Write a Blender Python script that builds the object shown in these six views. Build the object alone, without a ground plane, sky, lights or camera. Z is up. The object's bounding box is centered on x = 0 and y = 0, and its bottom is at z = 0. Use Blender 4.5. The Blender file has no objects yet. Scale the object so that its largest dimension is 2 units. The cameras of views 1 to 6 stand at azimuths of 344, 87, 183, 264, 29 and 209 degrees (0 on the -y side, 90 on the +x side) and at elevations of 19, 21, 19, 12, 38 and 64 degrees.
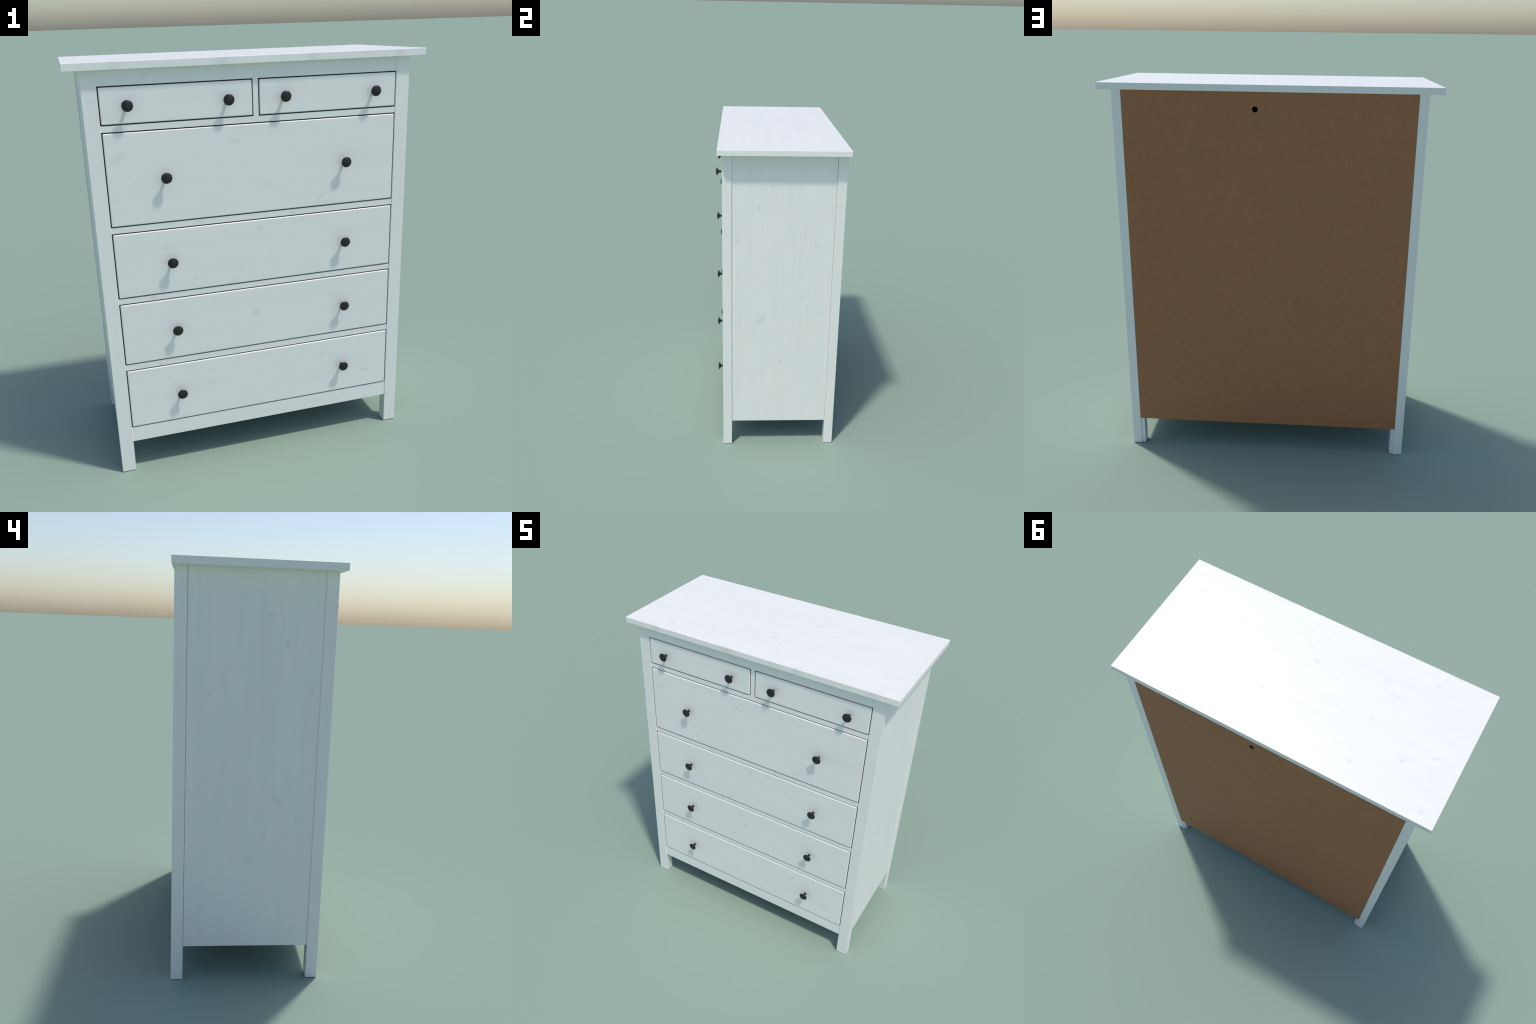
"""White-stained pine chest of drawers: six drawers (two small above four wide),
dark round knobs, overhanging top board, four square legs, recessed side panels
and a brown hardboard back with one drilled hole."""
import bpy, bmesh, math
from mathutils import Vector

# ------------------------------------------------------------------ sizes (m)
TOP_X, TOP_Y0, TOP_Y1, TOP_Z0, TOP_Z1 = 0.8270, -0.3749, 0.3892, 1.9670, 2.0
LEG_X0, LEG_X1 = 0.6917, 0.7582            # inner / outer face of the legs
FRONT_LEG_Y = (-0.3495, -0.2930)
REAR_LEG_Y = (0.3210, 0.3783)
RAIL_Y0 = -0.3467                          # face of the rails
FRONT_Y = -0.3498                          # face of the drawer fronts
RAIL_Y1 = -0.2950
BACK_X, BACK_Z0 = 0.7110, 0.1605
BACK_Y = (0.3726, 0.3776)
SIDE_X = (0.7200, 0.7523)
SIDE_Y = (-0.2935, 0.3202)
SIDE_Z0 = 0.1735
GAP = 0.0026                               # half of the gap round a drawer
# centre lines of the dark gaps (top, bottom) of each row of drawers
ROWS = [(1.8985, 1.7380), (1.7052, 1.2850), (1.2517, 0.9390),
        (0.9075, 0.5950), (0.5605, 0.2478)]
EDGE_X = 0.6893                            # gap between drawers and legs
STILE_X = 0.0148                           # gap either side of the stile
RAIL_BOTTOM = 0.1660

# ------------------------------------------------------------------ materials
class Graph:
    """Small helper for writing a node tree."""
    def __init__(self, name):
        self.mat = bpy.data.materials.new(name)
        self.mat.use_nodes = True
        self.tree = self.mat.node_tree
        self.bsdf = self.tree.nodes["Principled BSDF"]
        coord = self.node("ShaderNodeTexCoord")
        info = self.node("ShaderNodeObjectInfo")
        add = self.node("ShaderNodeVectorMath", operation="ADD")
        self.link(coord.outputs["Object"], add.inputs[0])
        self.link(info.outputs["Location"], add.inputs[1])
        self.pos = add.outputs[0]          # object coordinates, laid out as assembled

    def node(self, kind, **props):
        n = self.tree.nodes.new(kind)
        for k, v in props.items():
            setattr(n, k, v)
        return n

    def link(self, a, b):
        self.tree.links.new(a, b)

    def feed(self, socket, value):
        if hasattr(value, "links"):
            self.link(value, socket)
        else:
            socket.default_value = value

    def math(self, op, a, b=0.0, c=None):
        n = self.node("ShaderNodeMath", operation=op)
        self.feed(n.inputs[0], a)
        self.feed(n.inputs[1], b)
        if c is not None:
            self.feed(n.inputs[2], c)
        return n.outputs[0]

    def stretch(self, scale, offset=(0, 0, 0), rot=(0, 0, 0), kind="POINT", vec=None):
        n = self.node("ShaderNodeMapping", vector_type=kind)
        self.link(vec or self.pos, n.inputs["Vector"])
        n.inputs["Location"].default_value = offset
        n.inputs["Rotation"].default_value = rot
        n.inputs["Scale"].default_value = scale
        return n.outputs[0]

    def noise(self, vec, scale, detail=2.0, rough=0.5, color=False):
        n = self.node("ShaderNodeTexNoise")
        self.link(vec, n.inputs["Vector"])
        n.inputs["Scale"].default_value = scale
        n.inputs["Detail"].default_value = detail
        n.inputs["Roughness"].default_value = rough
        return n.outputs["Color" if color else "Fac"]

    def remap(self, v, a, b, c, d, smooth=False):
        n = self.node("ShaderNodeMapRange")
        if smooth:
            n.interpolation_type = "SMOOTHSTEP"
        self.link(v, n.inputs["Value"])
        for i, x in zip((1, 2, 3, 4), (a, b, c, d)):
            n.inputs[i].default_value = x
        return n.outputs["Result"]


WHITE = (0.872, 0.866, 0.816)
STAIN = (0.745, 0.740, 0.696)


def white_wood(name, grain, plane, knots, seed, boost=1.0):
    """White-stained pine: grain streaks along axis `grain`, faint staves across it,
    and soft grey knots (a, b, half length a, half length b, tilt) lying in `plane`."""
    g = Graph(name)
    along, across = 0.9, 26.0
    sc = [across] * 3
    sc["xyz".index(grain)] = along
    streak = g.noise(g.stretch(sc, (seed, seed * 1.7, seed * 0.6)), 1.0, 4.0, 0.62)
    sc2 = [s * 3.6 for s in sc]
    sc2["xyz".index(grain)] = 3.2
    fibre = g.noise(g.stretch(sc2, (seed * 2.1, seed, 3.1)), 1.0, 3.0, 0.6)
    cloud_sc = [3.2, 3.2, 3.2]
    cloud_sc["xyz".index(grain)] = 1.1
    cloud = g.noise(g.stretch(cloud_sc, (seed, 1.3, seed)), 1.6, 3.0, 0.55)

    # small irregular flecks, the marks of pin knots under the stain
    fleck_sc = [30.0, 30.0, 30.0]
    fleck_sc["xyz".index(grain)] = 12.0
    fleck = g.noise(g.stretch(fleck_sc, (seed, 4.0, 2.0)), 1.0, 2.0, 0.5)
    fleck = g.remap(fleck, 0.66, 0.80, 0.0, 1.0, True)

    shade = g.math("MULTIPLY", g.remap(streak, 0.42, 0.72, 0.0, 1.0), 0.20)
    shade = g.math("ADD", shade, g.math("MULTIPLY", g.remap(fibre, 0.48, 0.75, 0.0, 1.0), 0.10))
    shade = g.math("ADD", shade, g.math("MULTIPLY", g.remap(cloud, 0.40, 0.70, 0.0, 1.0), 0.16))
    shade = g.math("ADD", shade, g.math("MULTIPLY", fleck, 0.22))

    # the named knots
    if knots:
        wob = g.noise(g.pos, 55.0, 2.0, 0.5, color=True)
        sub = g.node("ShaderNodeVectorMath", operation="SUBTRACT")
        g.link(wob, sub.inputs[0]); sub.inputs[1].default_value = (0.5, 0.5, 0.5)
        wide = g.node("ShaderNodeVectorMath", operation="SCALE")
        g.link(sub.outputs[0], wide.inputs[0]); wide.inputs["Scale"].default_value = 0.018
        warped = g.node("ShaderNodeVectorMath", operation="ADD")
        g.link(g.pos, warped.inputs[0]); g.link(wide.outputs[0], warped.inputs[1])
        flat = g.node("ShaderNodeVectorMath", operation="MULTIPLY")
        keep = [1.0 if ax in plane else 0.0 for ax in "xyz"]
        g.link(warped.outputs[0], flat.inputs[0]); flat.inputs[1].default_value = keep
        ia, ib = "xyz".index(plane[0]), "xyz".index(plane[1])
        axis = 3 - ia - ib
        total = None
        for a, b, ra, rb, tilt, dark in knots:
            loc = [0.0] * 3; loc[ia] = a; loc[ib] = b
            size = [1.0] * 3; size[ia] = ra; size[ib] = rb
            rot = [0.0] * 3; rot[axis] = math.radians(-tilt if axis == 1 else tilt)
            v = g.stretch(size, loc, rot, "TEXTURE", flat.outputs[0])
            ln = g.node("ShaderNodeVectorMath", operation="LENGTH")
            g.link(v, ln.inputs[0])
            m = g.remap(ln.outputs["Value"], 0.0, 1.65, dark * boost, 0.0, True)
            total = m if total is None else g.math("MAXIMUM", total, m)
        # broken up inside like a grey smudge
        total = g.math("MULTIPLY", total, g.remap(g.noise(g.pos, 90.0, 2.0), 0.30, 0.62, 0.45, 1.0))
        shade = g.math("ADD", shade, total)

    mix = g.node("ShaderNodeMix", data_type="RGBA", clamp_factor=False)
    g.link(shade, mix.inputs["Factor"])
    mix.inputs["A"].default_value = (*WHITE, 1)
    mix.inputs["B"].default_value = (*STAIN, 1)
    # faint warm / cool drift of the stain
    hue = g.noise(g.stretch(cloud_sc, (seed * 3, 7.0, seed)), 4.5, 2.0, 0.5)
    warm = g.node("ShaderNodeMix", data_type="RGBA", blend_type="MULTIPLY")
    warm.inputs["Factor"].default_value = 1.0
    tint = g.node("ShaderNodeValToRGB")
    tint.color_ramp.elements[0].position = 0.34
    tint.color_ramp.elements[0].color = (0.992, 1.0, 1.006, 1)
    tint.color_ramp.elements[1].position = 0.66
    tint.color_ramp.elements[1].color = (1.006, 0.999, 0.996, 1)
    g.link(hue, tint.inputs["Fac"])
    g.link(mix.outputs["Result"], warm.inputs["A"])
    g.link(tint.outputs["Color"], warm.inputs["B"])
    g.link(warm.outputs["Result"], g.bsdf.inputs["Base Color"])
    g.bsdf.inputs["Roughness"].default_value = 0.42
    g.bsdf.inputs["Specular IOR Level"].default_value = 0.5
    bump = g.node("ShaderNodeBump")
    bump.inputs["Strength"].default_value = 0.05
    bump.inputs["Distance"].default_value = 0.002
    g.link(fibre, bump.inputs["Height"])
    g.link(bump.outputs["Normal"], g.bsdf.inputs["Normal"])
    return g.mat


TOP_KNOTS = [  # x, y, half sizes, tilt, strength
    (0.715, -0.348, .016, .008, 0, .8), (0.700, -0.214, .016, .008, 10, .8),
    (0.788, -0.285, .008, .016, 0, .45), (0.291, -0.354, .030, .008, 0, .6),
    (0.493, -0.159, .014, .010, 0, .6), (0.442, -0.078, .022, .006, -8, .6),
    (0.098, -0.270, .014, .010, 20, .75), (0.065, -0.185, .012, .010, 0, .6),
    (0.000, -0.122, .018, .013, 0, .95), (0.147, 0.130, .030, .012, 5, .95),
    (-0.338, -0.197, .018, .011, 0, .8), (-0.556, -0.285, .030, .008, -15, .8),
    (-0.412, -0.137, .060, .005, -6, .7), (-0.365, 0.027, .013, .008, 0, .6),
    (-0.373, 0.274, .020, .012, -20, .9), (-0.576, 0.153, .014, .010, 30, .9),
    (-0.699, 0.074, .018, .009, 25, .9), (-0.751, 0.332, .016, .012, 0, 1.0),
    (0.038, 0.312, .020, .008, 0, .7), (0.463, 0.302, .018, .007, 0, .8),
    (0.453, 0.012, .018, .008, 0, .8), (-0.62, -0.372, .030, .010, 0, .8),
    (-0.15, -0.372, .040, .010, 0, .9), (0.12, -0.372, .016, .010, 0, .6),
    (0.27, -0.372, .028, .010, 0, 1.0), (0.69, -0.372, .024, .010, 0, .8)]
SIDE_KNOTS = [  # y, z: the same board on both sides, mirrored
    (-0.132, 1.644, .011, .014, 0, 1.0), (-0.052, 1.770, .016, .013, 0, .8),
    (-0.006, 1.435, .009, .011, 0, .6), (-0.254, 1.439, .013, .018, 20, .8),
    (0.218, 1.409, .013, .018, 0, .7), (0.148, 1.490, .014, .050, 0, .45),
    (0.305, 1.638, .010, .028, 0, .6), (-0.113, 0.916, .015, .042, -38, 1.0),
    (-0.041, 0.971, .008, .011, 0, .95), (0.204, 1.013, .010, .012, 0, .7),
    (0.301, 0.970, .008, .012, 0, .8), (0.270, 0.971, .007, .011, 0, .7),
    (-0.203, 0.840, .007, .026, 0, .5), (-0.060, 0.749, .011, .014, 0, .55),
    (0.013, 0.620, .014, .020, 0, .8), (0.099, 0.624, .008, .020, 0, .6),
    (0.237, 0.369, .008, .015, 0, .8), (-0.020, 0.383, .009, .014, 0, .6),
    (-0.107, 0.301, .009, .013, 0, .5), (-0.268, 0.210, .008, .012, 0, .5),
    (0.149, 1.070, .014, .018, 0, .7), (0.145, 0.590, .010, .016, 0, .4)]
FRONT_KNOTS = [  # x, z
    (-0.105, 1.629, .020, .010, 10, .75), (-0.636, 1.593, .038, .020, 30, .7),
    (0.309, 1.331, .036, .010, 40, .75), (-0.583, 1.513, .010, .007, 0, .5),
    (-0.279, 1.270, .024, .009, 0, .8), (0.170, 1.268, .016, .009, 0, .8),
    (0.001, 1.205, .015, .013, 0, .95), (-0.453, 1.161, .024, .006, 0, .7),
    (0.380, 1.049, .012, .008, 0, .5), (-0.034, 1.063, .010, .006, 20, .4),
    (-0.091, 1.019, .012, .006, 0, .7), (-0.320, 1.003, .008, .012, 0, .7),
    (-0.140, 0.959, .026, .008, 25, .75), (0.369, 0.809, .020, .010, -25, .8),
    (-0.233, 0.855, .012, .006, 10, .6), (-0.527, 0.925, .022, .010, 10, .7),
    (-0.033, 0.774, .026, .011, 12, 1.0), (-0.122, 0.667, .032, .006, 4, .75),
    (-0.522, 0.578, .012, .010, 0, .9), (-0.274, 0.500, .014, .007, 0, .75),
    (0.317, 0.479, .030, .009, 30, .85), (0.568, 0.347, .026, .008, -8, .7),
    (-0.088, 0.327, .010, .012, 0, .8), (-0.260, 0.428, .045, .014, 5, .4),
    (0.022, 0.537, .014, .007, 0, .6), (0.572, 0.179, .022, .009, 0, .7),
    (-0.120, 1.935, .014, .010, 0, .5), (0.05, 1.80, .012, .008, 0, .4)]
LEG_KNOTS = [
    (0.707, 0.171, .010, .014, 0, .9), (-0.728, 1.84, .008, .020, 0, .6),
    (0.731, 1.52, .008, .018, 0, .6), (-0.725, 0.66, .008, .016, 0, .6),
    (0.722, 0.90, .007, .014, 0, .5)]

MAT_TOP = white_wood("white_wood_top", "x", "xy", TOP_KNOTS, 2.3, 1.0)
MAT_SIDE = white_wood("white_wood_side", "z", "yz", SIDE_KNOTS, 5.1)
MAT_FRONT = white_wood("white_wood_front", "x", "xz", FRONT_KNOTS, 8.7, 1.15)
MAT_LEG = white_wood("white_wood_leg", "z", "xz", LEG_KNOTS, 11.9)


def hardboard():
    g = Graph("brown_hardboard")
    a = g.noise(g.stretch((1, 1, 1.25)), 150.0, 3.0, 0.65)
    b = g.noise(g.stretch((1, 1, 1), (3, 1, 7)), 38.0, 3.0, 0.6)
    c = g.noise(g.stretch((1, 1, 1), (5, 2, 1)), 3.0, 2.0, 0.5)
    v = g.math("ADD", g.math("MULTIPLY", a, 0.55), g.math("MULTIPLY", b, 0.35))
    v = g.math("ADD", v, g.math("MULTIPLY", c, 0.10))
    ramp = g.node("ShaderNodeValToRGB")
    ramp.color_ramp.elements[0].position = 0.34
    ramp.color_ramp.elements[0].color = (0.325, 0.142, 0.058, 1)
    ramp.color_ramp.elements[1].position = 0.68
    ramp.color_ramp.elements[1].color = (0.408, 0.188, 0.085, 1)
    g.link(v, ramp.inputs["Fac"])
    g.link(ramp.outputs["Color"], g.bsdf.inputs["Base Color"])
    g.bsdf.inputs["Roughness"].default_value = 0.62
    g.bsdf.inputs["Specular IOR Level"].default_value = 0.3
    bump = g.node("ShaderNodeBump")
    bump.inputs["Strength"].default_value = 0.12
    bump.inputs["Distance"].default_value = 0.001
    g.link(a, bump.inputs["Height"])
    g.link(bump.outputs["Normal"], g.bsdf.inputs["Normal"])
    return g.mat


def black_metal():
    g = Graph("black_knob_lacquer")
    n = g.noise(g.pos, 60.0, 2.0)
    ramp = g.node("ShaderNodeValToRGB")
    ramp.color_ramp.elements[0].color = (0.013, 0.0135, 0.0135, 1)
    ramp.color_ramp.elements[1].color = (0.019, 0.019, 0.019, 1)
    g.link(n, ramp.inputs["Fac"])
    g.link(ramp.outputs["Color"], g.bsdf.inputs["Base Color"])
    g.bsdf.inputs["Roughness"].default_value = 0.40
    g.bsdf.inputs["Specular IOR Level"].default_value = 0.4
    return g.mat


def near_black_board():
    g = Graph("dark_inner_board")
    n = g.noise(g.stretch((2, 30, 30)), 1.0, 3.0)
    ramp = g.node("ShaderNodeValToRGB")
    ramp.color_ramp.elements[0].color = (0.020, 0.020, 0.020, 1)
    ramp.color_ramp.elements[1].color = (0.035, 0.034, 0.032, 1)
    g.link(n, ramp.inputs["Fac"])
    g.link(ramp.outputs["Color"], g.bsdf.inputs["Base Color"])
    g.bsdf.inputs["Roughness"].default_value = 0.8
    return g.mat


MAT_BACK, MAT_KNOB, MAT_INNER = hardboard(), black_metal(), near_black_board()

# ------------------------------------------------------------------ geometry
def finish(name, bm, origin, parent, mat, bevel=0.0, segments=3):
    """Turn a bmesh in assembly coordinates into an object with its own origin."""
    bmesh.ops.recalc_face_normals(bm, faces=bm.faces)
    o = Vector(origin)
    for v in bm.verts:
        v.co -= o
    for f in bm.faces:
        f.smooth = bevel > 0
    me = bpy.data.meshes.new(name)
    bm.to_mesh(me); bm.free()
    me.materials.append(mat)
    ob = bpy.data.objects.new(name, me)
    bpy.context.scene.collection.objects.link(ob)
    if bevel > 0:
        m = ob.modifiers.new("rounded_edges", "BEVEL")
        m.width, m.segments, m.limit_method = bevel, segments, "ANGLE"
        m.angle_limit = math.radians(40)
        m.harden_normals = True
    ob.parent = parent
    # parents sit unrotated: the local place is the difference of the origins
    world = Vector((0, 0, 0))
    p = parent
    while p is not None:
        world += p.location
        p = p.parent
    ob.location = o - world
    return ob


def add_box(bm, x0, x1, y0, y1, z0, z1):
    vs = [bm.verts.new((x, y, z)) for x in (x0, x1) for y in (y0, y1) for z in (z0, z1)]
    for a, b, c, d in ((0, 1, 3, 2), (4, 6, 7, 5), (0, 4, 5, 1), (2, 3, 7, 6), (0, 2, 6, 4), (1, 5, 7, 3)):
        bm.faces.new((vs[a], vs[b], vs[c], vs[d]))


def board(name, parent, mat, x0, x1, y0, y1, z0, z1, bevel=0.0015, segments=2):
    bm = bmesh.new()
    add_box(bm, x0, x1, y0, y1, z0, z1)
    return finish(name, bm, ((x0 + x1) / 2, (y0 + y1) / 2, (z0 + z1) / 2), parent, mat, bevel, segments)


def prism(name, parent, mat, outline, z0, z1, bevel):
    bm = bmesh.new()
    low = [bm.verts.new((x, y, z0)) for x, y in outline]
    high = [bm.verts.new((x, y, z1)) for x, y in outline]
    n = len(outline)
    bm.faces.new(low[::-1]); bm.faces.new(high)
    for i in range(n):
        bm.faces.new((low[i], low[(i + 1) % n], high[(i + 1) % n], high[i]))
    cx = sum(p[0] for p in outline) / n
    cy = sum(p[1] for p in outline) / n
    return finish(name, bm, (cx, cy, (z0 + z1) / 2), parent, mat, bevel, 2)


root = bpy.data.objects.new("chest_of_drawers", None)
bpy.context.scene.collection.objects.link(root)
root["label"] = "tall white wooden chest of six drawers with black knobs"
root["category"] = "dresser"

# top board
board("top_board", root, MAT_TOP, -TOP_X, TOP_X, TOP_Y0, TOP_Y1, TOP_Z0, TOP_Z1, 0.0020, 3)

# legs run the full height; rear ones have a rebate for the back panel
LEG_Z1 = TOP_Z0 + 0.001
for s in (-1, 1):
    y0, y1 = FRONT_LEG_Y
    prism("leg", root, MAT_LEG, [(s * LEG_X0, y0), (s * LEG_X1, y0), (s * LEG_X1, y1), (s * LEG_X0, y1)],
          0.0, LEG_Z1, 0.0018)
    y0, y1 = REAR_LEG_Y
    step = BACK_Y[0] - 0.0006
    prism("leg", root, MAT_LEG, [(s * LEG_X0, y0), (s * LEG_X1, y0), (s * LEG_X1, y1), (s * (BACK_X + 0.001), y1),
                                 (s * (BACK_X + 0.001), step), (s * LEG_X0, step)], 0.0, LEG_Z1, 0.0014)

# side panels, set back from the legs
for s in (-1, 1):
    a, b = sorted((s * SIDE_X[0], s * SIDE_X[1]))
    board("side_panel", root, MAT_SIDE, a, b, SIDE_Y[0], SIDE_Y[1], SIDE_Z0, LEG_Z1, 0.0022, 2)

# rails across the front
rail_spans = [(ROWS[0][0] + GAP, LEG_Z1)]
for up, down in zip(ROWS[:-1], ROWS[1:]):
    rail_spans.append((down[0] + GAP, up[1] - GAP))
rail_spans.append((RAIL_BOTTOM, ROWS[-1][1] - GAP))
for z0, z1 in rail_spans:
    board("rail", root, MAT_FRONT, -LEG_X0 - 0.0008, LEG_X0 + 0.0008, RAIL_Y0, RAIL_Y1, z0, z1, 0.0010, 2)

# short upright between the two small drawers
board("stile", root, MAT_LEG, -STILE_X + GAP, STILE_X - GAP, RAIL_Y0 - 0.0003, RAIL_Y1,
      ROWS[0][1] - GAP - 0.0008, ROWS[0][0] + GAP + 0.0008, 0.0014, 2)

# inner frame that carries the drawers (closes the view into the carcass)
bm = bmesh.new()
for z0, z1 in rail_spans[1:-1]:
    add_box(bm, -0.7185, 0.7185, RAIL_Y1 + 0.001, BACK_Y[0] - 0.002, z0 + 0.006, z1 - 0.006)
add_box(bm, -0.7185, 0.7185, -0.2940, BACK_Y[0] - 0.002, 0.190, 0.204)
finish("inner_frame", bm, (0, 0, 1), root, MAT_INNER)

# back panel with one round drilled hole
HOLE_X, HOLE_Z, HOLE_R, HOLE_N = 0.0633, 1.8842, 0.0146, 10
bm = bmesh.new()
bx, bz0, bz1 = BACK_X, BACK_Z0, LEG_Z1
layers = []
for y in BACK_Y:
    ring = [bm.verts.new((HOLE_X + HOLE_R * math.cos(2 * math.pi * i / HOLE_N), y,
                          HOLE_Z + HOLE_R * math.sin(2 * math.pi * i / HOLE_N))) for i in range(HOLE_N)]
    # square collar round the hole, each ring vertex pushed out to the square
    half = 0.03
    collar = []
    for i in range(HOLE_N):
        c, s_ = math.cos(2 * math.pi * i / HOLE_N), math.sin(2 * math.pi * i / HOLE_N)
        collar.append(bm.verts.new((HOLE_X + half * c, y, HOLE_Z + half * s_)))
    for i in range(HOLE_N):
        j = (i + 1) % HOLE_N
        bm.faces.new((ring[i], ring[j], collar[j], collar[i]))
    rim = [bm.verts.new(p) for p in ((-bx, y, bz0), (bx, y, bz0), (bx, y, bz1), (-bx, y, bz1))]
    edges = [bm.edges.new((rim[i], rim[(i + 1) % 4])) for i in range(4)]
    edges += [bm.edges.get((collar[i], collar[(i + 1) % HOLE_N])) for i in range(HOLE_N)]
    bmesh.ops.triangle_fill(bm, use_beauty=True, use_dissolve=False, edges=edges)
    layers.append((ring, rim))
(r0, m0), (r1, m1) = layers
for i in range(HOLE_N):
    j = (i + 1) % HOLE_N
    bm.faces.new((r0[i], r0[j], r1[j], r1[i]))
for i in range(4):
    j = (i + 1) % 4
    bm.faces.new((m0[i], m0[j], m1[j], m1[i]))
finish("back_panel", bm, (0, sum(BACK_Y) / 2, (bz0 + bz1) / 2), root, MAT_BACK)

# knob: a lathed profile (radius, distance out from the drawer face), shared mesh
PROFILE = [(0.0076, -0.004), (0.0080, 0.0), (0.0076, 0.0030), (0.0072, 0.0080), (0.0072, 0.0175),
           (0.0080, 0.0202), (0.0130, 0.0236), (0.0190, 0.0273), (0.0243, 0.0304), (0.0256, 0.0314),
           (0.0252, 0.0327), (0.0220, 0.0346), (0.0165, 0.0370), (0.0105, 0.0386), (0.0050, 0.0391), (0.0, 0.0392)]
SIDES = 12
bm = bmesh.new()
prev = None
for r, d in PROFILE:
    if r > 0:
        cur = [bm.verts.new((r * math.sin(2 * math.pi * i / SIDES), -d, r * math.cos(2 * math.pi * i / SIDES)))
               for i in range(SIDES)]
    else:
        cur = [bm.verts.new((0, -d, 0))]
    if prev:
        for i in range(SIDES):
            j = (i + 1) % SIDES
            if len(cur) == 1:
                bm.faces.new((prev[i], prev[j], cur[0]))
            else:
                bm.faces.new((prev[i], prev[j], cur[j], cur[i]))
    else:
        bm.faces.new(cur[::-1])
    prev = cur
bmesh.ops.recalc_face_normals(bm, faces=bm.faces)
for f in bm.faces:
    f.smooth = True
knob_mesh = bpy.data.meshes.new("knob")
bm.to_mesh(knob_mesh); bm.free()
knob_mesh.materials.append(MAT_KNOB)

# drawers: front board, box behind it and two knobs each
def drawer(x0, x1, z0, z1, knob_xs):
    front = board("drawer", root, MAT_FRONT, x0, x1, FRONT_Y, FRONT_Y + 0.0118, z0, z1, 0.0050, 4)
    bx0, bx1, by0, by1 = x0 + 0.022, x1 - 0.022, FRONT_Y + 0.0270, 0.335
    lip = GAP * 2 - 0.0004             # inner face board reaches behind the gap
    bz0, bz1, t = z0 + 0.012, z1 - 0.030, 0.016
    b = bmesh.new()
    add_box(b, x0 - lip, x1 + lip, FRONT_Y + 0.0120, by0, z0 - lip, z1 + lip)
    add_box(b, bx0, bx0 + t, by0, by1, bz0, bz1)
    add_box(b, bx1 - t, bx1, by0, by1, bz0, bz1)
    add_box(b, bx0 + t, bx1 - t, by1 - t, by1, bz0, bz1)
    add_box(b, bx0 + t, bx1 - t, by0, by1 - t, bz0 + 0.004, bz0 + 0.010)
    finish("drawer_box", b, ((bx0 + bx1) / 2, (by0 + by1) / 2, (bz0 + bz1) / 2), front, MAT_INNER)
    zc = (z0 + z1) / 2
    for x in knob_xs:
        k = bpy.data.objects.new("knob", knob_mesh)
        bpy.context.scene.collection.objects.link(k)
        k.parent = front
        k.location = Vector((x, FRONT_Y, zc)) - front.location

(zt, zb) = ROWS[0]
drawer(-EDGE_X + GAP, -STILE_X - GAP, zb + GAP, zt - GAP, (-0.5740, -0.1320))
drawer(STILE_X + GAP, EDGE_X - GAP, zb + GAP, zt - GAP, (0.1320, 0.5740))
for zt, zb in ROWS[1:]:
    drawer(-EDGE_X + GAP, EDGE_X - GAP, zb + GAP, zt - GAP, (-0.4300, 0.4300))
